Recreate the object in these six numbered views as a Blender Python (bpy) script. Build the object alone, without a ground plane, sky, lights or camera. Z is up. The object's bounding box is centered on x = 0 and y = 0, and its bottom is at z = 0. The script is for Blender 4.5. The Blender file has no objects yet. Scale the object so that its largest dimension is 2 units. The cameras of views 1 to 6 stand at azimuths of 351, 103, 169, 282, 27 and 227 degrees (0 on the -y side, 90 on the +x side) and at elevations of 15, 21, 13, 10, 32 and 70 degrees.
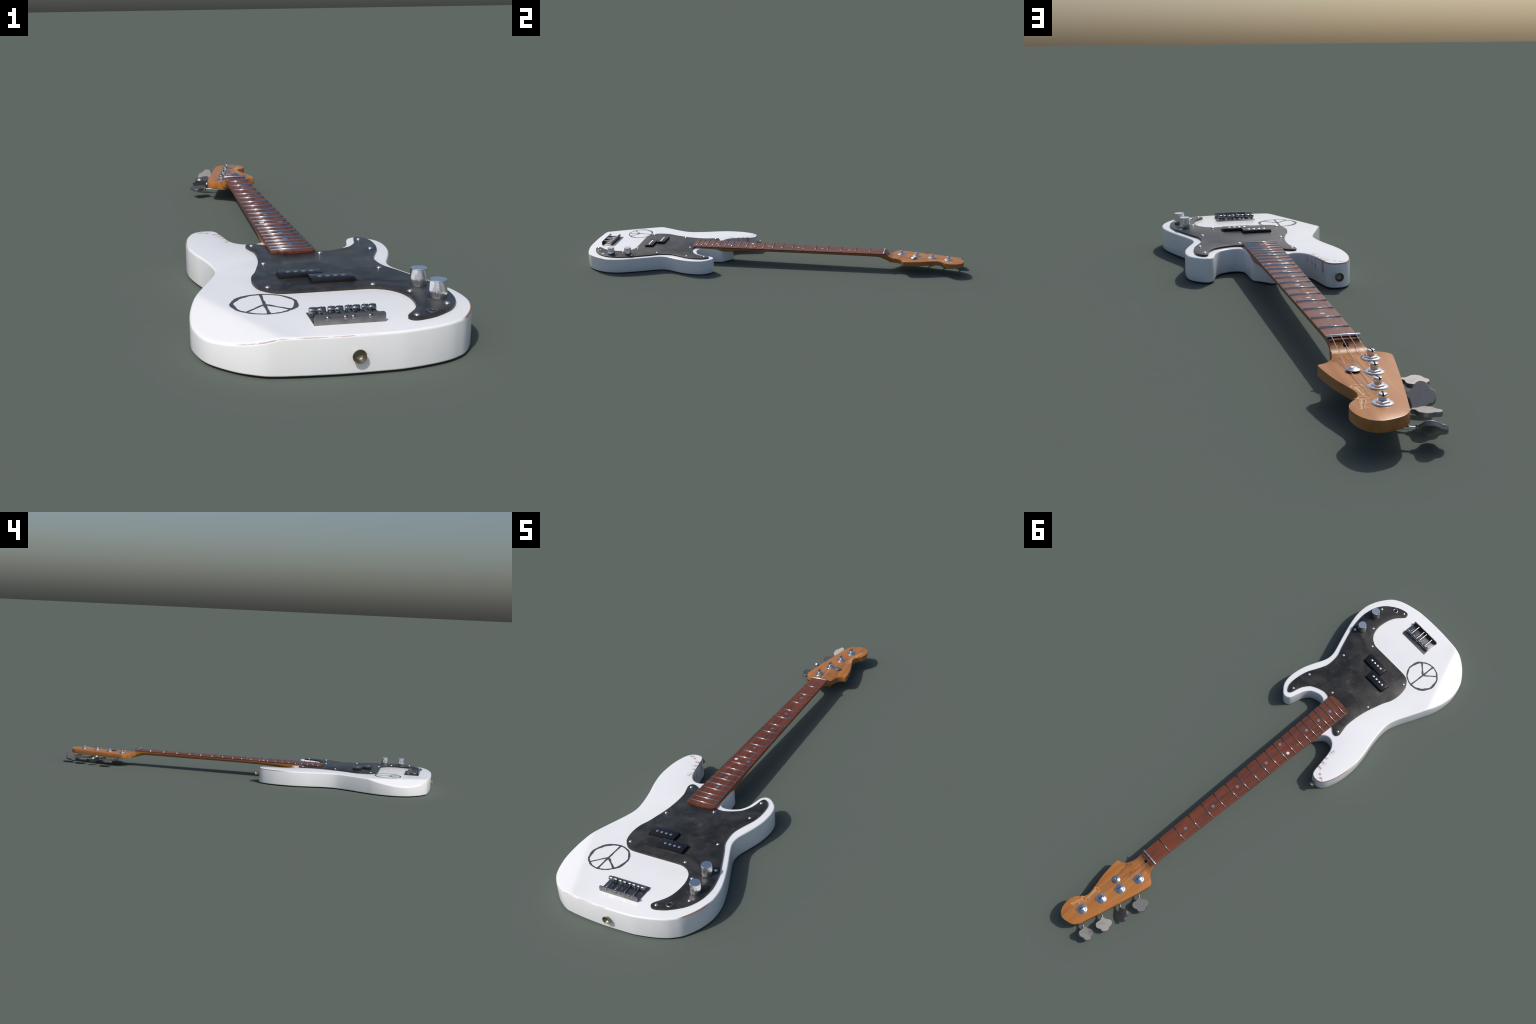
# A four-string solid-body bass guitar lying on its back, built part by part.
import bpy, bmesh, math, random
from mathutils import Vector, Matrix
from mathutils.geometry import delaunay_2d_cdt

rnd = random.Random(7)
TOP = 0.0745            # height of the flat body face
GUARD_TOP = 0.0808      # height of the pickguard face
HEAD_TOP, HEAD_LOW = 0.0658, 0.0430

# ------------------------------------------------------------------ helpers
def smooth_loop(points, per=4, closed=True):
    """Catmull-Rom curve through control points."""
    n, out = len(points), []
    last = n if closed else n - 1
    for i in range(last):
        g = (lambda k: points[k % n]) if closed else (lambda k: points[min(max(k, 0), n - 1)])
        p0, p1, p2, p3 = g(i - 1), g(i), g(i + 1), g(i + 2)
        for s in range(per):
            t = s / per
            out.append(tuple(0.5 * (2 * b + (c - a) * t + (2 * a - 5 * b + 4 * c - d) * t * t
                       + (3 * b - a - 3 * c + d) * t ** 3) for a, b, c, d in zip(p0, p1, p2, p3)))
    if not closed:
        out.append(tuple(points[-1]))
    return out

def area(pts):
    return 0.5 * sum(a[0] * b[1] - b[0] * a[1] for a, b in zip(pts, pts[1:] + pts[:1]))

def ccw(pts):
    return pts if area(pts) > 0 else pts[::-1]

def inward(pts):
    """Unit inward directions for a counter-clockwise loop."""
    out, n = [], len(pts)
    for i in range(n):
        a, b = Vector(pts[i - 1][:2]), Vector(pts[(i + 1) % n][:2])
        d = (b - a).normalized()
        out.append(Vector((-d.y, d.x)))
    return out

def make_object(name, mesh, mat, parent, smooth=True, angle=None):
    mesh.materials.append(mat)
    if smooth:
        mesh.polygons.foreach_set("use_smooth", [True] * len(mesh.polygons))
        if angle is not None:
            mesh.set_sharp_from_angle(angle=math.radians(angle))
    ob = bpy.data.objects.new(name, mesh)
    bpy.context.collection.objects.link(ob)
    ob.parent = parent
    return ob

def finish(bm, name):
    bmesh.ops.remove_doubles(bm, verts=bm.verts, dist=1e-6)
    bmesh.ops.recalc_face_normals(bm, faces=bm.faces)
    me = bpy.data.meshes.new(name)
    bm.to_mesh(me)
    bm.free()
    return me

def bridge(bm, a, b, closed=True):
    n = len(a)
    for i in range(n if closed else n - 1):
        j = (i + 1) % n
        bm.faces.new((a[i], a[j], b[j], b[i]))

def slab_mesh(name, outline, low, high, r_top=0.001, r_low=0.0, height=None, steps=3, grid=None, zlift=None):
    """Extruded outline with rounded rims; height(x,y) may lower the top face."""
    pts = ccw(outline)
    inn = inward(pts)
    bm = bmesh.new()
    H = height or (lambda x, y: high)
    rings = []
    def ring(offset, zf):
        r = []
        for p, d in zip(pts, inn):
            q = Vector(p[:2]) + d * offset
            r.append(bm.verts.new((q.x, q.y, zf(q.x, q.y))))
        rings.append(r)
    if r_low > 0:
        for k in range(steps + 1):
            a = math.pi / 2 * k / steps
            ring(r_low * (1 - math.sin(a)), lambda x, y, a=a: low + r_low * (1 - math.cos(a)))
    else:
        ring(0, lambda x, y: low)
    for k in range(steps + 1):
        a = math.pi / 2 * k / steps
        ring(r_top * (1 - math.cos(a)), lambda x, y, a=a: H(x, y) - r_top * (1 - math.sin(a)))
    for a, b in zip(rings, rings[1:]):
        bridge(bm, a, b)
    bm.faces.new(rings[0][::-1])
    # top face: Delaunay fill so that it can follow the height function
    rim = [Vector(v.co[:2]) for v in rings[-1]]
    extra = []
    if grid:
        extra = [Vector(g) for g in grid if inside(g, rim, 0.004)]
    vs, _, faces, orig, _, _ = delaunay_2d_cdt(rim + extra, [(i, (i + 1) % len(rim)) for i in range(len(rim))], [list(range(len(rim)))], 1, 1e-7)
    verts = []
    for v, o in zip(vs, orig):
        if o and o[0] < len(rim):
            verts.append(rings[-1][o[0]])
        else:
            verts.append(bm.verts.new((v.x, v.y, H(v.x, v.y))))
    for f in faces:
        try:
            bm.faces.new([verts[i] for i in f])
        except ValueError:
            pass
    return finish(bm, name)

def inside(p, loop, margin):
    x, y = p
    c = False
    n = len(loop)
    for i in range(n):
        x1, y1 = loop[i]; x2, y2 = loop[(i + 1) % n]
        if math.hypot(x - x1, y - y1) < margin:
            return False
        if (y1 > y) != (y2 > y) and x < (x2 - x1) * (y - y1) / (y2 - y1) + x1:
            c = not c
    return c

def lathe_mesh(name, profile, segs=32, radial=None):
    """Turned shape round z from (radius, z) pairs; radial(k, z) scales the radius."""
    bm = bmesh.new()
    rows = []
    for r, z in profile:
        if r < 1e-6:
            rows.append([bm.verts.new((0, 0, z))])
        else:
            rows.append([bm.verts.new((r * (radial(k, z) if radial else 1) * math.cos(2 * math.pi * k / segs),
                                       r * (radial(k, z) if radial else 1) * math.sin(2 * math.pi * k / segs), z)) for k in range(segs)])
    for a, b in zip(rows, rows[1:]):
        if len(a) == 1 and len(b) == 1:
            continue
        if len(a) == 1:
            for k in range(segs):
                bm.faces.new((a[0], b[(k + 1) % segs], b[k]))
        elif len(b) == 1:
            for k in range(segs):
                bm.faces.new((a[k], a[(k + 1) % segs], b[0]))
        else:
            bridge(bm, a, b)
    return finish(bm, name)

def box_mesh(name, size, bevel=0.0):
    bm = bmesh.new()
    bmesh.ops.create_cube(bm, size=1)
    for v in bm.verts:
        v.co = Vector((v.co.x * size[0], v.co.y * size[1], v.co.z * size[2]))
    if bevel:
        bmesh.ops.bevel(bm, geom=list(bm.edges), offset=bevel, segments=2, affect='EDGES', profile=0.5)
    return finish(bm, name)

def tube_mesh(name, path, radius, segs=8):
    bm = bmesh.new()
    P = [Vector(p) for p in path]
    rows = []
    for i, p in enumerate(P):
        d = (P[min(i + 1, len(P) - 1)] - P[max(i - 1, 0)]).normalized()
        s = d.cross(Vector((0, 0, 1)))
        s = s.normalized() if s.length > 1e-4 else Vector((1, 0, 0))
        u = s.cross(d)
        r = radius(i / (len(P) - 1)) if callable(radius) else radius
        rows.append([bm.verts.new(p + (s * math.cos(2 * math.pi * k / segs) + u * math.sin(2 * math.pi * k / segs)) * r) for k in range(segs)])
    for a, b in zip(rows, rows[1:]):
        bridge(bm, a, b)
    bm.faces.new(rows[0]); bm.faces.new(rows[-1])
    return finish(bm, name)

def copy_of(ob, parent=None, loc=None, rot=None, scale=None):
    c = ob.copy()
    bpy.context.collection.objects.link(c)
    if parent is not None: c.parent = parent
    if loc is not None: c.location = loc
    if rot is not None: c.rotation_euler = rot
    if scale is not None: c.scale = scale
    return c

# ---------------------------------------------------------------- materials
class Nodes:
    def __init__(self, name, **bsdf):
        self.m = bpy.data.materials.new(name)
        self.m.use_nodes = True
        self.t = self.m.node_tree
        self.b = self.t.nodes["Principled BSDF"]
        self.coord = self.new("ShaderNodeTexCoord").outputs["Object"]
        for k, v in bsdf.items():
            self.b.inputs[k.replace("_", " ")].default_value = v
    def new(self, kind, **props):
        n = self.t.nodes.new(kind)
        for k, v in props.items(): setattr(n, k, v)
        return n
    def put(self, sock, val):
        if isinstance(val, bpy.types.NodeSocket): self.t.links.new(val, sock)
        else: sock.default_value = val
    def math(self, op, a, b=0.0, clamp=False):
        n = self.new("ShaderNodeMath", operation=op, use_clamp=clamp)
        self.put(n.inputs[0], a); self.put(n.inputs[1], b)
        return n.outputs[0]
    def ramp(self, v, lo, hi, a=0.0, b=1.0):
        n = self.new("ShaderNodeMapRange", interpolation_type='SMOOTHSTEP')
        self.put(n.inputs[0], v)
        n.inputs[1].default_value, n.inputs[2].default_value = lo, hi
        n.inputs[3].default_value, n.inputs[4].default_value = a, b
        return n.outputs[0]
    def noise(self, scale, stretch=(1, 1, 1), detail=4.0, rough=0.55, shift=(0, 0, 0), distort=0.0):
        mp = self.new("ShaderNodeMapping")
        self.put(mp.inputs[0], self.coord)
        mp.inputs["Scale"].default_value = stretch
        mp.inputs["Location"].default_value = shift
        n = self.new("ShaderNodeTexNoise")
        self.put(n.inputs["Vector"], mp.outputs[0])
        n.inputs["Scale"].default_value = scale
        n.inputs["Detail"].default_value = detail
        n.inputs["Roughness"].default_value = rough
        n.inputs["Distortion"].default_value = distort
        return n.outputs[0]
    def mix(self, fac, a, b):
        n = self.new("ShaderNodeMix", data_type='RGBA')
        self.put(n.inputs[0], fac)
        for s, v in ((n.inputs[6], a), (n.inputs[7], b)):
            self.put(s, v if isinstance(v, bpy.types.NodeSocket) else (*v, 1))
        return n.outputs[2]
    def blob(self, centre, radii):
        """1 inside an ellipsoid, fading to 0 at its border."""
        mp = self.new("ShaderNodeMapping", vector_type='TEXTURE')
        self.put(mp.inputs[0], self.coord)
        mp.inputs["Location"].default_value = centre
        mp.inputs["Scale"].default_value = radii
        n = self.new("ShaderNodeVectorMath", operation='LENGTH')
        self.put(n.inputs[0], mp.outputs[0])
        return self.ramp(n.outputs["Value"], 0.55, 1.0, 1.0, 0.0)
    def color(self, v): self.put(self.b.inputs["Base Color"], v if isinstance(v, bpy.types.NodeSocket) else (*v, 1))
    def bump(self, h, strength=0.2, dist=0.001):
        n = self.new("ShaderNodeBump")
        n.inputs["Strength"].default_value = strength
        n.inputs["Distance"].default_value = dist
        self.put(n.inputs["Height"], h)
        self.put(self.b.inputs["Normal"], n.outputs[0])

def maximum(N, *vals):
    v = vals[0]
    for w in vals[1:]: v = N.math('MAXIMUM', v, w)
    return v

def white_lacquer():
    N = Nodes("white_lacquer", Roughness=0.22)
    fine = N.noise(160, detail=6, rough=0.65)
    base = N.mix(N.ramp(N.noise(9, detail=5), 0.35, 0.75), (0.875, 0.888, 0.915), (0.85, 0.862, 0.88))
    base = N.mix(N.math('MULTIPLY', N.ramp(N.noise(42, detail=6, rough=0.7, distort=0.5), 0.66, 0.76), 0.22), base, (0.50, 0.47, 0.43))
    geo = N.new("ShaderNodeNewGeometry")
    sep = N.new("ShaderNodeSeparateXYZ"); N.put(sep.inputs[0], geo.outputs["Normal"])
    nz = sep.outputs[2]
    rim_up = N.math('MULTIPLY', N.ramp(nz, 0.12, 0.4), N.ramp(nz, 0.86, 0.99, 1, 0))
    rim_low = N.ramp(nz, -0.6, -0.3, 1, 0)
    horn = N.blob((-0.19, -0.155, 0.06), (0.10, 0.17, 0.2))
    band = N.math('MULTIPLY', N.ramp(nz, 0.40, 0.55), N.ramp(nz, 0.70, 0.88, 1, 0))
    tail = N.math('MULTIPLY', N.math('MULTIPLY', N.blob((-0.12, -0.985, 0.06), (0.19, 0.06, 0.1)), band), N.ramp(N.noise(60, (0.35, 1, 2.5), detail=6, rough=0.7), 0.38, 0.54, 0, 0.75))
    corner = N.blob((0.255, -0.89, 0.07), (0.055, 0.075, 0.06))
    small_horn = N.math('MULTIPLY', N.blob((0.185, -0.272, 0.07), (0.03, 0.014, 0.04)), N.ramp(N.noise(60), 0.5, 0.62, 0, 0.5))
    thin_edge = N.ramp(N.noise(22, detail=5, shift=(3, 1, 0)), 0.30, 0.45)
    wear = N.math('MULTIPLY', rim_up, N.math('MULTIPLY', maximum(N, horn, tail, corner, small_horn), thin_edge))
    low = N.math('MULTIPLY', rim_low, N.ramp(N.noise(14, detail=5, shift=(0, 5, 0)), 0.42, 0.62, 0, 0.8))
    # chips that bite into the face beside the long horn
    spots = maximum(N, N.blob((-0.124, -0.232, 0.07), (0.030, 0.045, 0.05)), N.blob((-0.172, -0.134, 0.07), (0.045, 0.030, 0.05)),
                    N.math('MULTIPLY', N.blob((-0.145, -0.165, 0.07), (0.022, 0.06, 0.05)), 0.9))
    chip_noise = N.noise(48, (0.55, 1.2, 0.2), detail=7, rough=0.68, shift=(0.3, 0.1, 0.7))
    chips = N.math('MULTIPLY', spots, N.ramp(N.math('ADD', chip_noise, N.math('MULTIPLY', spots, 0.05)), 0.55, 0.66, 0, 0.9))
    run_noise = N.noise(38, (1.2, 1.2, 0.10), detail=4, shift=(0.9, 0.2, 0.1))
    runs = N.math('MULTIPLY', N.math('MULTIPLY', N.blob((-0.135, -0.19, 0.07), (0.06, 0.12, 0.045)), N.ramp(nz, 0.3, 0.6, 1, 0)), N.ramp(run_noise, 0.56, 0.68, 0, 0.75))
    bare = maximum(N, wear, low, chips, runs)
    wood = N.mix(N.ramp(N.noise(50, (1, 1, 1)), 0.35, 0.7), (0.30, 0.115, 0.062), (0.15, 0.065, 0.045))
    N.color(N.mix(N.math('MULTIPLY', bare, 0.9), base, wood))
    N.put(N.b.inputs["Roughness"], N.ramp(bare, 0.1, 0.8, 0.20, 0.7))
    N.bump(fine, 0.05, 0.0008)
    return N.m

def guard_plastic():
    N = Nodes("black_pickguard", Roughness=0.34)
    cloud = N.ramp(N.noise(13, detail=7, rough=0.62, distort=0.8), 0.36, 0.66)
    smear = N.ramp(N.noise(24, (1, 1.3, 1), detail=8, rough=0.68, distort=0.35, shift=(2, 0, 0)), 0.54, 0.76)
    c = N.mix(cloud, (0.014, 0.0145, 0.0155), (0.040, 0.039, 0.037))
    c = N.mix(N.math('MULTIPLY', smear, 0.6), c, (0.125, 0.118, 0.105))
    N.color(c)
    N.put(N.b.inputs["Roughness"], N.ramp(N.noise(9, detail=2), 0.3, 0.7, 0.30, 0.40))
    return N.m

def rosewood():
    N = Nodes("rosewood", Roughness=0.42)
    grain = N.noise(70, (1, 0.07, 1), detail=7, rough=0.62)
    broad = N.noise(9, (1.5, 0.35, 1), detail=4)
    c = N.mix(N.ramp(grain, 0.32, 0.68), (0.060, 0.016, 0.011), (0.190, 0.046, 0.022))
    c = N.mix(N.ramp(broad, 0.4, 0.7, 0, 0.6), c, (0.185, 0.050, 0.020))
    pale = N.math('MULTIPLY', N.ramp(N.noise(55, (1, 0.7, 1), detail=5, rough=0.65, shift=(1, 4, 0)), 0.60, 0.74), N.ramp(N.noise(12, shift=(5, 0, 2)), 0.40, 0.6))
    c = N.mix(N.math('MULTIPLY', pale, 0.5), c, (0.36, 0.19, 0.10))
    dark = N.ramp(N.noise(45, (1, 0.12, 1), detail=6, shift=(8, 3, 0)), 0.54, 0.72)
    c = N.mix(N.math('MULTIPLY', dark, 0.32), c, (0.05, 0.016, 0.012))
    N.color(c)
    N.put(N.b.inputs["Roughness"], N.ramp(grain, 0.3, 0.7, 0.48, 0.34))
    N.bump(grain, 0.12, 0.0006)
    return N.m

def amber_maple():
    N = Nodes("amber_maple", Roughness=0.36)
    grain = N.noise(30, (1.6, 0.10, 1), detail=6, rough=0.55, distort=0.3)
    c = N.mix(N.ramp(grain, 0.3, 0.7), (0.36, 0.135, 0.030), (0.50, 0.195, 0.048))
    c = N.mix(N.ramp(N.noise(7, (1, 0.5, 1), detail=3), 0.42, 0.7, 0, 0.5), c, (0.43, 0.15, 0.045))
    stain = N.math('MULTIPLY', N.blob((0.018, 0.672, 0.066), (0.055, 0.060, 0.05)), N.ramp(N.noise(60, (1, 0.55, 1), detail=6, rough=0.7), 0.50, 0.66))
    c = N.mix(N.math('MULTIPLY', stain, 0.65), c, (0.12, 0.05, 0.022))
    specks = N.ramp(N.noise(150, detail=2), 0.72, 0.78)
    c = N.mix(N.math('MULTIPLY', specks, 0.4), c, (0.16, 0.06, 0.02))
    N.color(c)
    N.bump(grain, 0.05, 0.0006)
    return N.m

def metal(name, tone, rough, blotch=0.0, metallic=1.0):
    N = Nodes(name, Roughness=rough, Metallic=metallic)
    if blotch:
        n = N.noise(60, detail=5, rough=0.6)
        N.color(N.mix(N.ramp(n, 0.35, 0.7), tone, tuple(t * (1 - blotch) for t in tone)))
        N.put(N.b.inputs["Roughness"], N.ramp(n, 0.3, 0.7, rough * 0.85, min(1, rough * 1.3)))
    else:
        N.color(tone)
    return N.m

def plain(name, tone, rough, **kw):
    N = Nodes(name, Roughness=rough, **kw)
    n = N.noise(90, detail=4)
    N.color(N.mix(N.ramp(n, 0.35, 0.7), tone, tuple(t * 0.88 for t in tone)))
    return N.m

WHITE = white_lacquer()
GUARD = guard_plastic()
ROSEWOOD = rosewood()
MAPLE = amber_maple()
CHROME = metal("polished_chrome", (0.80, 0.81, 0.84), 0.10)
SCREW = metal("screw_chrome", (0.88, 0.88, 0.90), 0.32)
KNURL = metal("knurled_chrome", (0.93, 0.94, 0.97), 0.17)  # base brightened to make up for weak reflections on the knobs
FRETWIRE = metal("fret_wire", (0.50, 0.51, 0.54), 0.17)
GUNMETAL = metal("dark_steel", (0.27, 0.27, 0.275), 0.36, 0.25)
SADDLE = metal("saddle_steel", (0.30, 0.30, 0.31), 0.24, 0.2)
NICKEL = metal("aged_nickel", (0.34, 0.335, 0.335), 0.44, 0.25)
BRASS = metal("aged_brass", (0.33, 0.305, 0.24), 0.42, 0.3)
TREE = metal("dull_chrome", (0.62, 0.62, 0.62), 0.25, 0.1)
BLACK = plain("black_plastic", (0.010, 0.011, 0.014), 0.22)
PIT = plain("black_cavity", (0.004, 0.004, 0.004), 0.9)  # near-black colour for darkness of openings built as solid pieces
INK = plain("marker_ink", (0.066, 0.073, 0.083), 0.55)
PEARL = metal("pearl_inlay", (0.60, 0.64, 0.76), 0.18, 0.06, 0.9)  # blue tint painted in for the sky mirrored by the dots
PLAINDOT = plain("white_inlay", (0.84, 0.84, 0.84), 0.35)
SCRIPT = plain("pale_script", (0.66, 0.37, 0.17), 0.5)
STEEL_WIRE = metal("string_steel", (0.55, 0.53, 0.56), 0.3)

# ------------------------------------------------------------------- the bass
root = bpy.data.objects.new("bass_guitar", None)
bpy.context.collection.objects.link(root)
root.location = (-0.0004, 0.0002, 0.0007)
root["label"] = "worn white electric bass guitar with black pickguard and rosewood neck"
root["category"] = "bass guitar"

def group(name, parent=root):
    e = bpy.data.objects.new(name, None)
    bpy.context.collection.objects.link(e)
    e.parent = parent
    return e

# ---- body: outline walked from the lower bass corner round by the horns
body_points = [
    (-.1357, -.9785), (-.160, -.973), (-.195, -.953), (-.2239, -.9274), (-.2492, -.8967), (-.262, -.871), (-.270, -.843),
    (-.2752, -.812), (-.2750, -.781), (-.2712, -.747), (-.2628, -.711), (-.2525, -.682), (-.237, -.640), (-.220, -.597),
    (-.209, -.569), (-.2010, -.545), (-.1955, -.522), (-.1943, -.500), (-.1962, -.478), (-.2005, -.450), (-.2095, -.407),
    (-.221, -.366), (-.229, -.331), (-.2345, -.296), (-.2358, -.259), (-.2340, -.222), (-.229, -.191), (-.222, -.166),
    (-.2155, -.149), (-.207, -.1355), (-.1975, -.127), (-.184, -.1215), (-.1655, -.1215), (-.1526, -.1275), (-.1444, -.1418),
    (-.1393, -.1657), (-.1331, -.1994), (-.1275, -.2313), (-.1188, -.2584), (-.1045, -.2766), (-.0892, -.285), (-.0756, -.2865),
    (-.061, -.2818), (-.0470, -.2690), (-.0300, -.2435), (-.018, -.224), (-.006, -.2135), (.005, -.2165), (.025, -.236),
    (.0462, -.2560), (.0510, -.2630), (.0540, -.288), (.0558, -.320), (.0575, -.347), (.0620, -.3715), (.0700, -.3835),
    (.0863, -.3872), (.1055, -.3835), (.132, -.3695), (.149, -.344), (.157, -.317), (.164, -.289), (.1715, -.2775),
    (.182, -.2712), (.198, -.2735), (.2148, -.2870), (.2299, -.3051), (.2386, -.3271), (.242, -.3553), (.2407, -.3868),
    (.2354, -.4184), (.226, -.4503), (.2137, -.4832), (.2034, -.5107), (.1991, -.5363), (.2015, -.5606), (.2107, -.5875),
    (.225, -.6227), (.2394, -.6582), (.2527, -.6928), (.2637, -.7254), (.2731, -.7604), (.2775, -.7945), (.2764, -.8319),
    (.2672, -.8685), (.252, -.901), (.2322, -.9306), (.2116, -.9475), (.1914, -.9592), (.161, -.9705), (.1296, -.9785),
    (.100, -.9842), (.0766, -.9862), (.0369, -.9878), (-.0079, -.9882), (-.0423, -.9872), (-.0802, -.9848), (-.1105, -.982)]

def body_height(x, y):
    """Flat face with the planed forearm bevel across the lower bass corner."""
    d = (x + .1338) * -.9207 + (y + .9673) * -.390
    w = 0.004
    soft = d if d > 8 * w else (w * math.log1p(math.exp(d / w)) if d > -8 * w else 0.0)
    return TOP - 0.325 * soft

forearm_grid = []
for i in range(-8, 30):
    for j in range(-14, 60):
        d, s = i * 0.004, j * 0.008
        forearm_grid.append((-.1338 - .9207 * d - .390 * s, -.9673 - .390 * d + .9207 * s))
body = make_object("body", slab_mesh("body", smooth_loop(body_points, 4), 0.0, TOP, 0.0052, 0.0042, body_height, 5, forearm_grid), WHITE, root, angle=70)

# ---- hand-drawn peace sign on the body face
def ribbon(bm, path, width, z0, z1, closed):
    P = [Vector(p) for p in path]
    n = len(P)
    L, R, l, r = [], [], [], []
    for i, p in enumerate(P):
        a = P[i - 1] if closed or i else P[0]
        b = P[(i + 1) % n] if closed or i < n - 1 else P[-1]
        d = (b - a).normalized()
        s = Vector((-d.y, d.x))
        w = width(i / n)
        wl, wr = w * (0.5 + rnd.uniform(-.10, .10)), w * (0.5 + rnd.uniform(-.10, .10))
        L.append(bm.verts.new((*(p + s * wl), z1))); R.append(bm.verts.new((*(p - s * wr), z1)))
        l.append(bm.verts.new((*(p + s * wl), z0))); r.append(bm.verts.new((*(p - s * wr), z0)))
    for a, b in ((L, R), (R, r), (r, l), (l, L)):
        bridge(bm, a, b, closed)
    if not closed:
        for i in (0, -1): bm.faces.new((L[i], R[i], r[i], l[i]))

bm = bmesh.new()
cx, cy, R0 = -.1262, -.7762, .0638
def ring_width(t):
    a = 2 * math.pi * t
    w = .0058
    for c, amp, spread in ((math.radians(135), .0042, .55), (math.radians(185), .003, .3), (math.radians(-22), .004, .35), (math.radians(25), .0015, .3)):
        d = (a - c + math.pi) % (2 * math.pi) - math.pi
        w += amp * math.exp(-(d / spread) ** 2)
    return w * (1 + .12 * math.sin(17 * a) * math.sin(5 * a))
ribbon(bm, [(cx + (R0 + .0009 * math.sin(9 * 2 * math.pi * k / 90)) * math.cos(2 * math.pi * k / 90), cy + R0 * 1.0 * math.sin(2 * math.pi * k / 90)) for k in range(90)],
       ring_width, TOP - .0004, TOP + .00028, True)
hub = Vector((-.1264, -.7800))
for k, (end, w0) in enumerate((((-.0815, -.8190), .0062), ((-.1268, -.8385), .0062), ((-.1700, -.8235), .0055), ((-.1240, -.7135), .0058))):
    e = Vector(end)
    n = (e - hub).orthogonal().normalized()
    path = [hub + (e - hub) * (i / 12) + n * .0003 * math.sin(i * .9 + k) for i in range(13)]
    ribbon(bm, path, lambda t, w0=w0: w0 * (1 + .18 * math.sin(9 * t)), TOP - .0004, TOP + .00032 + .00003 * k, False)
make_object("peace_symbol", finish(bm, "peace_symbol"), INK, body, smooth=False)

# ---- pickguard
guard_points = [
    (-.0933, -.3143), (-.0841, -.3101), (-.0702, -.3137), (-.050, -.329), (-.02, -.352), (.03, -.388), (.0646, -.4095), (.078, -.4118),
    (.0912, -.412), (.1184, -.4022), (.1385, -.391), (.1505, -.3805), (.167, -.3535), (.1742, -.3275), (.1785, -.305), (.1855, -.2955),
    (.194, -.2965), (.2015, -.3039), (.2104, -.3201), (.2140, -.3442), (.2129, -.3836), (.2052, -.4202), (.1918, -.452), (.1764, -.493),
    (.173, -.5193), (.1745, -.5464), (.1800, -.5731), (.1955, -.606), (.2125, -.6475), (.2268, -.683), (.2395, -.7165), (.2495, -.7672),
    (.2510, -.7948), (.2475, -.828), (.2400, -.8530), (.2247, -.8814), (.2049, -.9012), (.1774, -.9213), (.1548, -.9307), (.1389, -.9348),
    (.1269, -.9319), (.122, -.9207), (.1274, -.9086), (.1462, -.8842), (.1572, -.8602), (.1632, -.8315), (.1646, -.7987), (.1595, -.7712),
    (.1513, -.7523), (.1373, -.7355), (.1242, -.7271), (.1042, -.7202), (.06, -.7199), (.0012, -.7202), (-.0583, -.7202), (-.0802, -.7185),
    (-.0998, -.7099), (-.1206, -.6845), (-.1281, -.652), (-.1284, -.6214), (-.1233, -.5929), (-.1146, -.5715), (-.1085, -.552), (-.1016, -.5249),
    (-.0955, -.5012), (-.0895, -.4712), (-.085, -.4281), (-.0848, -.3813), (-.0899, -.3586), (-.0961, -.3351), (-.0968, -.3240)]
guard = make_object("pickguard", slab_mesh("pickguard", smooth_loop(guard_points, 2), TOP - .001, GUARD_TOP, 0.0012, 0, None, 2), GUARD, root, angle=40)

# ---- pickups: split pair of black covers with steel pole pieces
pickup_mesh = box_mesh("pickup_cover", (.0932, .0425, .014), .0008)
pole_mesh = lathe_mesh("pole_piece", [(.0049, -.003), (.0047, .0003), (.0034, .0009), (.0016, .0012), (0, .0013)], 16)
cut = bmesh.new()
first = None
for px, py in ((-.0214, -.6105), (.0378, -.6568)):
    pu = make_object("pickup", pickup_mesh, BLACK, root, angle=40) if first is None else copy_of(first)
    if first is None: first = pu
    pu.location = (px, py, .0904 - .007)
    for k in range(4):
        if k == 0 and px < 0:
            pole = make_object("pole_piece", pole_mesh, SCREW, pu, angle=50); pole0 = pole
        else:
            pole = copy_of(pole0, pu)
        pole.location = ((k - 1.5) * .0171 - .0 + (.0 if px > 0 else .0), -.0012 if px < 0 else -.0018, .007)
    hole = slab_mesh("pickup_opening", [(px - .0500, py - .0212), (px + .0500 + (.0045 if px > 0 else 0), py - .0212), (px + .0500 + (.0045 if px > 0 else 0), py + .0225), (px - .0500, py + .0225)], GUARD_TOP - .002, GUARD_TOP + .00022, .0001, 0, None, 1)
    make_object("pickup_opening", hole, PIT, guard, smooth=False)

# ---- pickguard screws
screw_mesh = lathe_mesh("screw", [(.0056, -.001), (.0056, .0006), (.0048, .0020), (.0030, .0032), (.0012, .0036), (0, .0037)], 20)
s0 = None
for x, y in ((.187, -.320), (.191, -.414), (.163, -.585), (.114, -.708), (.174, -.770), (.222, -.706), (.219, -.863), (.139, -.920),
             (-.104, -.686), (-.082, -.500), (-.083, -.330), (.064, -.431)):
    s0 = make_object("pickguard_screw", screw_mesh, SCREW, guard) if s0 is None else copy_of(s0, guard)
    s0.location = (x, y, GUARD_TOP)

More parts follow.
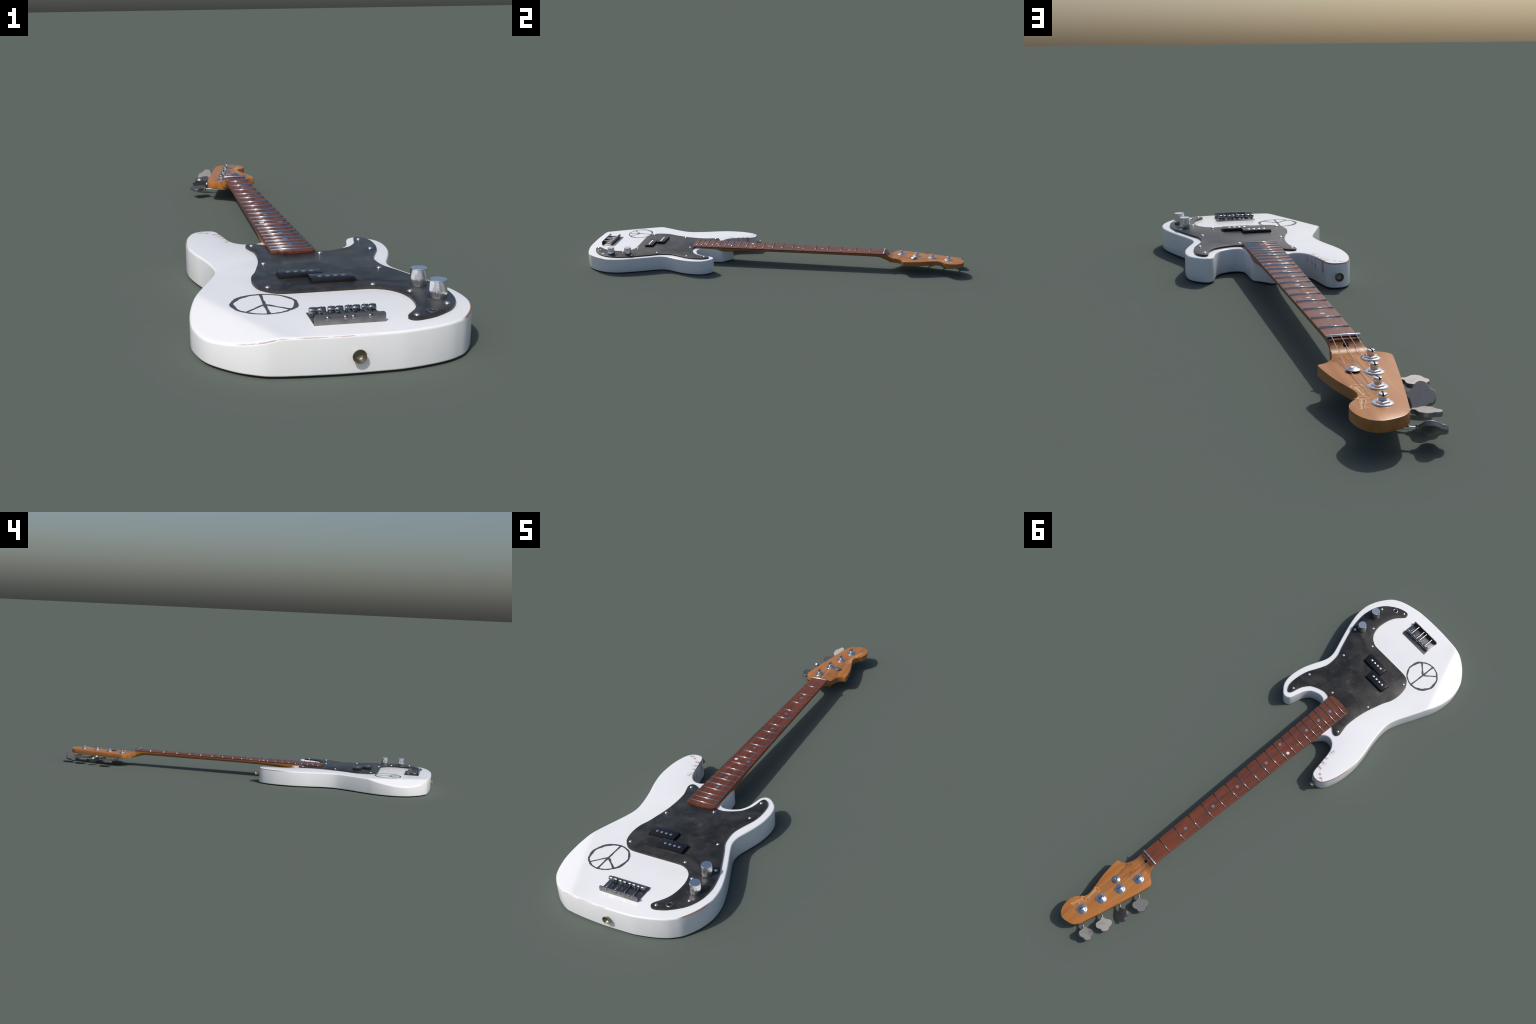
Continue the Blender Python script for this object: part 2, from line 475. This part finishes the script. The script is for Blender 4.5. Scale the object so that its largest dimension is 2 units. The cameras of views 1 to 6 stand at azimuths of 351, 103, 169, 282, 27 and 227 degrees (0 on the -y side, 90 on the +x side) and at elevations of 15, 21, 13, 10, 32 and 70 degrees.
# ---- control knobs, knurled
RIDGES = 44
knob_mesh = lathe_mesh("knob", [(.0172, 0), (.0180, .001), (.0177, .017)] +
                       [(.0173, .0338), (.0172, .0356), (.0168, .0368), (0, .0368)], RIDGES * 4,
                       lambda k, z: (1.0, .983, .960, .983)[k % 4] if .0008 < z < .034 else 1.0)
k0 = None
for x, y in ((.2050, -.7310), (.2155, -.8195)):
    k0 = make_object("control_knob", knob_mesh, KNURL, root, angle=55) if k0 is None else copy_of(k0)
    k0.location = (x, y, GUARD_TOP + .0002)
# ---- output jack
jack = make_object("output_jack", lathe_mesh("output_jack", [(.0120, -.001), (.0120, .0008), (.0105, .0022), (.0080, .0024), (.0066, .0016), (.0062, .0004)], 28), GUNMETAL, root, angle=40)
jack.location = (.1747, -.9020, GUARD_TOP)
pit = make_object("jack_hole", lathe_mesh("jack_hole", [(.0064, .0004), (0, .0005)], 24), PIT, jack)
pit.location = (0, 0, 0)

# ---- bridge
bridge_root = group("bridge")
bx0, bx1, by0, by1 = -.0585, .0775, -.9265, -.8535
plate = make_object("base_plate", box_mesh("base_plate", (bx1 - bx0, by1 - by0, .0026), .0006), GUNMETAL, bridge_root, angle=40)
plate.location = ((bx0 + bx1) / 2, (by0 + by1) / 2, TOP + .0012)
rad = .0055
wall = [(bx0, TOP), (bx1, TOP)]
for cxw, a0 in ((bx1 - rad, 0), (bx0 + rad, 90)):
    wall += [(cxw + rad * math.cos(math.radians(a0 + 15 * k)), .0945 - rad + rad * math.sin(math.radians(a0 + 15 * k))) for k in range(7)]
wm = slab_mesh("bridge_wall", wall, 0, .0030, .0007, .0007, None, 2)
back = make_object("bridge_wall", wm, GUNMETAL, bridge_root, angle=40)
back.rotation_euler = (math.pi / 2, 0, 0)
back.location = (0, by0 + .0022, 0)
stud = lathe_mesh("adjuster_head", [(.0050, -.001), (.0050, .0005), (.0042, .0022), (.0022, .0033), (0, .0036)], 20)
barrel = lathe_mesh("saddle_barrel", [(0, -.0074), (.0048, -.0074), (.0061, -.0070), (.0067, -.0058), (.0067, .0058), (.0061, .0070), (.0046, .0074), (.0042, .0084), (0, .0084)], 24)
grub = lathe_mesh("saddle_screw", [(.0027, -.0115), (.0027, -.0040), (.0021, -.0040), (.0021, .0070), (.0017, .0075), (.0008, .0072), (0, .0070)], 12)
first = {}
def part(name, mesh, mat, **kw):
    if name not in first:
        first[name] = ob = make_object(name, mesh, mat, bridge_root, angle=45)
    else:
        ob = copy_of(first[name])
    for k, v in kw.items(): setattr(ob, k, v)
    return ob
spans = [(-.0575, -.0245), (-.0215, .0090), (.0120, .0420), (.0440, .0725)]
adjust_x = [-.0329, .0005, .0155, .0475]
for i, ((a, b), ax) in enumerate(zip(spans, adjust_x)):
    y = -.8748 + (.0006, -.0004, .0002, -.0008)[i]
    z = .0864 + (.0, .0004, .0003, .0006)[i]
    half = (b - a) / 4
    for s, flip in ((a + half, 1), (b - half, -1)):
        part("saddle", barrel, SADDLE, location=(s, y, z), rotation_euler=(0, math.pi / 2 * flip, 0), scale=(1, 1, half / .0078))
        part("saddle_screw", grub, SADDLE, location=(s - .0012, y + .0005, z))
    part("adjuster_head", stud, GUNMETAL, location=(ax, by0 - .0006, .0873), rotation_euler=(math.pi / 2, 0, 0))
    rod = tube_mesh("intonation_spring", [(ax, y - .003 - (.9225 + y - .003) * t / 20, z + .0012 - .0006 * t / 20) for t in range(21)], lambda t: .0032, 12)
    make_object("intonation_spring", rod, SADDLE, bridge_root, angle=45)
    wx = (-.0405, -.0085, .0245, .0565)[i]
    wire = tube_mesh("string_end", [(wx, y + .003, z + .0060), (wx - .0003, y - .006, z + .0050), (wx - .0008, y - .022, z - .0010), (wx - .0012, by0 + .0035, .0840)], .0008, 8)
    make_object("string_end", wire, STEEL_WIRE, bridge_root)

# ---- strap buttons: flared, dished
button = lathe_mesh("strap_button", [(.0, -.006), (.0072, -.006), (.0070, .002), (.0068, .006), (.0085, .010), (.0118, .0145), (.0131, .0170), (.0133, .0184), (.0123, .0188),
                    (.0105, .0150), (.0085, .0112), (.0074, .0100), (0, .0100)], 28)
b1 = make_object("strap_button", button, BRASS, root, angle=50)
b1.location, b1.rotation_euler = (.0085, -.9812, .0372), (math.pi / 2, 0, 0)
b2 = copy_of(b1, loc=(-.1737, -.1195, .0368), rot=(-math.pi / 2, 0, math.radians(2)))

# ---- neck: heel block, shaft, volute into the headstock
NX = .0030
def half_width(y): return .0352 + (.5217 - y) * .01983
neck = group("neck")
# y, left, right, top, bottom, squareness
def w(y): return NX - half_width(y) + .0006, NX + half_width(y) - .0006
stations = [(-.4150, *w(-.415), .0815, .0660, 7), (-.300, *w(-.3), .0815, .0590, 6), (-.255, *w(-.255), .0815, .0565, 5), (-.225, *w(-.225), .0815, .0550, 3.4),
            (-.195, *w(-.195), .0815, .0555, 2.6), (-.150, *w(-.15), .0815, .0580, 2.2), (-.10, *w(-.1), .0815, .0598, 2.05), (0, *w(0), .0815, .0612, 2),
            (.15, *w(.15), .0815, .0615, 2), (.35, *w(.35), .0815, .0610, 2), (.50, *w(.5), .0815, .0606, 2), (.555, *w(.555), .0815, .0602, 2.1),
            (.575, *w(.575), .0815, .0580, 2.3), (.590, *w(.59), .0815, .0535, 2.8), (.602, *w(.602), .0815, .0495, 3.6), (.6100, -.0305, .0362, .0815, .0468, 4.4),
            (.6125, -.0318, .0370, .0805, .0462, 4.8), (.6175, -.0342, .0388, .0765, .0455, 5), (.6235, -.0372, .0392, .0718, .0447, 6), (.6300, -.0402, .0388, .0686, .0441, 7),
            (.6370, -.0425, .0386, .0664, .0438, 8), (.6450, -.0440, .0392, .0653, .0436, 9), (.655, -.0440, .0410, .0650, .0436, 9)]
bm = bmesh.new()
rows = []
for y, xl, xr, zt, zb, sq in stations:
    c, h = (xl + xr) / 2, (xr - xl) / 2
    zs = zt - .0016
    row = [bm.verts.new((c + h * u, y, zt)) for u in (-.985, -.5, 0, .5, .985)] + [bm.verts.new((xr, y, zt - .0007))]
    for k in range(0, 25):
        a = math.pi * k / 24
        cc, ss = math.cos(a), math.sin(a)
        row.append(bm.verts.new((c + h * math.copysign(abs(cc) ** (2 / sq), cc), y, zs - (zs - zb) * ss ** (2 / sq))))
    row.append(bm.verts.new((xl, y, zt - .0007)))
    rows.append(row)
for a, b in zip(rows, rows[1:]): bridge(bm, a, b)
bm.faces.new(rows[0]); bm.faces.new(rows[-1])
make_object("neck_shaft", finish(bm, "neck_shaft"), MAPLE, neck, angle=38)

# ---- headstock
head_points = [(.0330, .6240), (.0388, .6300), (.0396, .6370), (.0424, .6516), (.0465, .6668), (.0532, .6790), (.062, .6873), (.0708, .6930), (.0808, .6965), (.0836, .6995),
               (.0838, .7074), (.0816, .7273), (.0777, .7512), (.073, .7758), (.0675, .7977), (.0613, .8178), (.0556, .837), (.0508, .8555), (.0502, .8703),
               (.0549, .8847), (.0637, .8966), (.0737, .9080), (.0805, .9216), (.0829, .9374), (.0806, .9567), (.075, .974), (.0664, .9876), (.0573, .9950),
               (.0440, .9998), (.0286, .9982), (.0118, .9932), (-.0006, .9873), (-.0096, .9795), (-.0162, .9695), (-.0213, .9566), (-.0372, .8894), (-.054, .8134),
               (-.070, .7361), (-.0810, .6800), (-.0812, .6645), (-.0740, .6535), (-.061, .6447), (-.0500, .6393), (-.0430, .6335), (-.0360, .6250), (-.030, .6235)]
make_object("headstock", slab_mesh("headstock", smooth_loop(head_points, 5), HEAD_LOW, HEAD_TOP, .0010, .0010, None, 2), MAPLE, neck, angle=40)
# truss-rod hole
hole = make_object("truss_rod_hole", lathe_mesh("truss_rod_hole", [(.0062, -.004), (.0062, .0004), (0, .0005)], 20), PIT, neck)
hole.location, hole.rotation_euler, hole.scale = (.0030, .6182, .0758), (math.radians(-42), 0, 0), (1, 1.15, 1)

# ---- fingerboard, cambered, with a softly bowed heel end
BOARD_EDGE, CAMBER = .0860, .0007
def board_z(u): return BOARD_EDGE + CAMBER * (1 - u * u)
bm = bmesh.new()
NU, NS = 16, 60
us = [-1 + 2 * k / NU for k in range(NU + 1)]
def board_xy(u, s):
    y = .6105 + s * ((-.4250 + .0055 * u * u + .0045 * abs(u) ** 14) - .6105)
    return NX + half_width(y) * u, y
topv = [[bm.verts.new((*board_xy(u, s / NS), board_z(u) - .0004 * (abs(u) == 1))) for u in us] for s in range(NS + 1)]
lowv = [[bm.verts.new((*board_xy(u, s / NS), .0812)) for u in us] for s in range(NS + 1)]
for s in range(NS):
    for k in range(NU):
        bm.faces.new((topv[s][k], topv[s][k + 1], topv[s + 1][k + 1], topv[s + 1][k]))
        bm.faces.new((lowv[s][k], lowv[s][k + 1], lowv[s + 1][k + 1], lowv[s + 1][k]))
    for k in (0, NU):
        bm.faces.new((topv[s][k], topv[s + 1][k], lowv[s + 1][k], lowv[s][k]))
for s in (0, NS):
    for k in range(NU):
        bm.faces.new((topv[s][k], topv[s][k + 1], lowv[s][k + 1], lowv[s][k]))
board = make_object("fingerboard", finish(bm, "fingerboard"), ROSEWOOD, neck, angle=40)

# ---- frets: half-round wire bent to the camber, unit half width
bm = bmesh.new()
rows = [[bm.verts.new((u, .0022 * math.cos(math.pi * j / 8), .0041 * math.sin(math.pi * j / 8) ** .9 - .0002)) for j in range(9)] for u in (-.045, .045)]
bridge(bm, rows[0], rows[1], False)
bm.faces.new(rows[0]); bm.faces.new(rows[1])
fret_mesh = finish(bm, "fret")
fret_y = [.5216, .4463, .3707, .3013, .2367, .1739, .1153, .0598, .0088, -.0425, -.0874, -.1329, -.1741, -.2119, -.2480, -.2837, -.3168, -.3491, -.3769, -.4031]
f0 = None
for y in fret_y:
    f0 = make_object("fret", fret_mesh, FRETWIRE, board) if f0 is None else copy_of(f0, board)
    f0.location, f0.scale = (NX + .0002, y, BOARD_EDGE), ((half_width(y) - .0016) / .045, 1, 1)
# ---- inlay dots
dot_mesh = lathe_mesh("inlay_dot", [(.0064, -.002), (.0064, .0002), (0, .0003)], 24)
dot_mesh_white = dot_mesh.copy()
d0 = None
for x, y in ((.0033, .4138), (.0033, .2716), (.0034, .1441), (.0046, -.0122), (.0293, -.1083), (.0051, -.2332), (.0052, -.3004), (.0053, -.3644)):
    d0 = make_object("inlay_dot", dot_mesh, PEARL, board, smooth=False) if d0 is None else copy_of(d0, board)
    d0.location = (x, y, board_z((x - NX) / half_width(y)) + .0001)
    d0.rotation_euler = (0, 2 * CAMBER * (x - NX) / half_width(y) ** 2, 0)
wd = make_object("inlay_dot", dot_mesh_white, PLAINDOT, board, smooth=False)
wd.location = (-.0211, -.1080, board_z(-.0241 / half_width(-.108)) + .0001)
wd.rotation_euler = (0, -2 * CAMBER * .0241 / half_width(-.108) ** 2, 0)

# ---- nut rod and the slots behind it
nut = make_object("nut", tube_mesh("nut", [(NX - .0362, .5955, .0893), (NX - .0355, .5955, .0896), (NX, .5955, .0901), (NX + .0362, .5955, .0896), (NX + .0369, .5955, .0893)], lambda t: .0037 if 0 < t < 1 else .0030, 16), CHROME, neck, angle=50)

for x in (.0312, .0112, -.0058, -.0226):
    slot = make_object("string_slot", box_mesh("string_slot", (.0009, .0135, .0012), 0), PIT, neck, smooth=False)
    slot.location = (x - .001, .6045, BOARD_EDGE + CAMBER - .0003)

# ---- machine heads
TX = [(-.0320, .6812), (-.0152, .7612), (.0020, .8402), (.0180, .9220)]
machine = {}
def shared(name, build, mat, parent, angle=45):
    if name not in machine:
        machine[name] = make_object(name, build(), mat, parent, angle=angle)
        return machine[name]
    return copy_of(machine[name], parent)
def post_mesh():
    bm = bmesh.new()
    me = lathe_mesh("tuner_post", [(.0072, -.012), (.0072, .0060), (.0082, .0075), (.0080, .0095), (.0084, .0115), (.0090, .0120), (.0090, .0148), (.0082, .0152), (.0082, .0158), (.0086, .0162), (.0083, .0186), (.0070, .0192), (0, .0193)], 32)
    bm.from_mesh(me)
    box = bmesh.ops.create_cube(bm, size=1)   # the screwdriver slot is cut below
    bmesh.ops.delete(bm, geom=box["verts"], context='VERTS')
    bm.to_mesh(me); bm.free()
    return me
def key_mesh():
    half = [(0, .0060), (.0050, .0075), (.0090, .0125), (.0122, .0205), (.0160, .0275), (.0215, .0312), (.0290, .0318), (.0355, .0292), (.0405, .0238), (.0438, .0188),
            (.0470, .0160), (.0515, .0145), (.0550, .0105), (.0570, .0050)]
    loop = smooth_loop([(s, t) for s, t in half] + [(s, -t) for s, t in half[::-1]], 3)
    return slab_mesh("tuner_key", loop, -.0048, .0048, .0007, .0007, None, 1)
axes = [(-.880, .475), (-.890, .456), (-.905, .425), (-.937, .349)]   # each shaft sits a little differently
tilts = [-3, 41, -11, -41]
near = [(-.0825, .7245), (-.0665, .8045), (-.0502, .8822), (-.0312, .9600)]
for (tx, ty), tilt, (kx, ky), ax in zip(TX, tilts, near, axes):
    axis = Vector((*ax, 0)).normalized()
    side = Vector((axis.y, -axis.x, 0))                # horizontal, towards +y
    unit = group("machine_head", neck)
    unit.location = (tx, ty, HEAD_TOP)
    shared("tuner_washer", lambda: lathe_mesh("tuner_washer", [(.0203, -.0005), (.0206, .0006), (.0196, .0018), (.0160, .0030), (.0135, .0034), (0, .0034)], 40), CHROME, unit)
    hexnut = shared("tuner_nut", lambda: lathe_mesh("tuner_nut", [(.0150, .0024), (.0146, .0052), (.0118, .0064), (.0078, .0066), (0, .0066)], 6), CHROME, unit, 20)
    hexnut.rotation_euler = (0, 0, rnd.uniform(0, .3))
    p = shared("tuner_post", post_mesh, CHROME, unit)
    slot = shared("post_slot", lambda: box_mesh("post_slot", (.0030, .0172, .004), 0), PIT, unit)
    turn = rnd.uniform(-.35, .1) + .1
    slot.location, slot.rotation_euler = (0, 0, .01755), (0, 0, turn)
    # underside: mounting plate, gear and worm
    u = Vector((kx, ky, .0288)) + axis * .0003 - unit.location
    foot = u - axis * .045
    plate = shared("tuner_plate", lambda: box_mesh("tuner_plate", (.030, .050, .003), .001), CHROME, unit)
    plate.location, plate.rotation_euler = (foot.x * .35, foot.y * .45, HEAD_LOW - HEAD_TOP - .0012), (0, 0, math.atan2(axis.y, axis.x) + math.pi)
    gear = shared("tuner_gear", lambda: lathe_mesh("tuner_gear", [(0, .003), (.0150, .003), (.0150, -.003), (0, -.003)], 36, lambda k, z: 1 if k % 2 else .92), CHROME, unit)
    gear.location = (0, 0, HEAD_LOW - HEAD_TOP - .0070)
    shaft = tube_mesh("tuner_shaft", [u - axis * .050, u - axis * .034, u - axis * .0335, u - axis * .012, u - axis * .0115, u - axis * .004, u + axis * .004], lambda t: (.0058 if t < .3 else (.0046 if t < .6 else .0034)), 14)
    make_object("tuner_shaft", shaft, CHROME, unit, angle=45)
    for d in (.046, .026):
        lug = shared("shaft_bracket", lambda: box_mesh("shaft_bracket", (.004, .010, .012), .001), CHROME, unit)
        q = u - axis * d
        lug.location, lug.rotation_euler = (q.x, q.y, -.0300), (0, 0, math.atan2(axis.y, axis.x))
    key = shared("tuner_key", key_mesh, NICKEL, unit, 30)
    n = Vector((0, 0, 1)) * math.cos(math.radians(tilt)) + side * math.sin(math.radians(tilt))
    t = n.cross(axis)
    key.matrix_local = Matrix(((axis.x, t.x, n.x, u.x), (axis.y, t.y, n.y, u.y), (axis.z, t.z, n.z, u.z), (0, 0, 0, 1)))

# ---- string tree
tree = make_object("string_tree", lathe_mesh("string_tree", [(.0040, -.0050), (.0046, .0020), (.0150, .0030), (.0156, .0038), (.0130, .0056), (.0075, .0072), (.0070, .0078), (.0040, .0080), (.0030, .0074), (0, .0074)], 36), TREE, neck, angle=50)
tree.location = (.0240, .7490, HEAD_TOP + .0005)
foot = make_object("tree_dark_disc", lathe_mesh("tree_dark_disc", [(.0125, -.001), (.0125, .0022), (.009, .0030), (0, .0030)], 24), PIT, tree)  # black disc below the string tree

# ---- strings, left only between nut and posts
def string(path, r=.00062):
    make_object("string", tube_mesh("string", path, r, 6), STEEL_WIRE, neck)
string([(.0301, .5945, .0934), (.0303, .5990, .0926), (.0338, .7350, .0694), (.0336, .760, .0690), (.0265, .908, .0772), (.0245, .9165, .0778)])
string([(.0101, .5945, .0934), (.0101, .5990, .0927), (.0108, .7370, .0700), (.0108, .760, .0694), (.0102, .828, .0770), (.0090, .8350, .0778)])
string([(-.0073, .5945, .0934), (-.0073, .5990, .0926), (-.0074, .7500, .0772), (-.0078, .7560, .0778)])
string([(-.0242, .5945, .0932), (-.0242, .5990, .0925), (-.0252, .6680, .0772), (-.0256, .6760, .0778)])

# ---- worn signature-like flourish on the headstock (unreadable loops)
bm = bmesh.new()
def flourish(start, end, tall, loops, lead):
    A, B = Vector(start), Vector(end)
    d = (B - A); L = d.length; d.normalize()
    up = Vector((d.y, -d.x))
    if up.x > 0: up = -up                 # letters stand towards the tuners
    def stroke(fn, n, w):
        P = []
        for i in range(n + 1):
            s, h = fn(i / n)
            P.append(A + d * s + up * h)
        ribbon(bm, P, lambda t: w * (1 + .25 * math.sin(11 * t)), HEAD_TOP - .0003, HEAD_TOP + .00016 + rnd.uniform(0, .00006), False)
    # tall opening loop, then a run of small ones
    stroke(lambda t: (lead * (.5 + .5 * math.cos(1.2 + 5.4 * t)), tall * (.45 + .62 * math.sin(1.2 + 5.4 * t))), 28, .0021)
    stroke(lambda t: (lead * .55 + .004 * math.sin(3 * t), tall * (1.05 - 1.5 * t)), 10, .0019)
    stroke(lambda t: (lead + (L - lead) * t + .0022 * math.sin(2 * math.pi * loops * t), tall * (.30 + .27 * math.cos(2 * math.pi * loops * t) * (1 + .3 * math.sin(7 * t)))), loops * 12, .0019)
    stroke(lambda t: (lead + (L - lead) * t, tall * (.22 + .05 * math.sin(9 * t))), 30, .0026)
    for q in (.45, .8):
        stroke(lambda t, q=q: (L * q + .003 * t, tall * (.2 + .75 * t)), 8, .0018)
flourish((.0490, .8240), (.0440, .8810), .0185, 8, .015)
flourish((.0500, .8830), (.0670, .9420), .0195, 8, .016)
make_object("headstock_script", finish(bm, "headstock_script"), SCRIPT, neck, smooth=False)
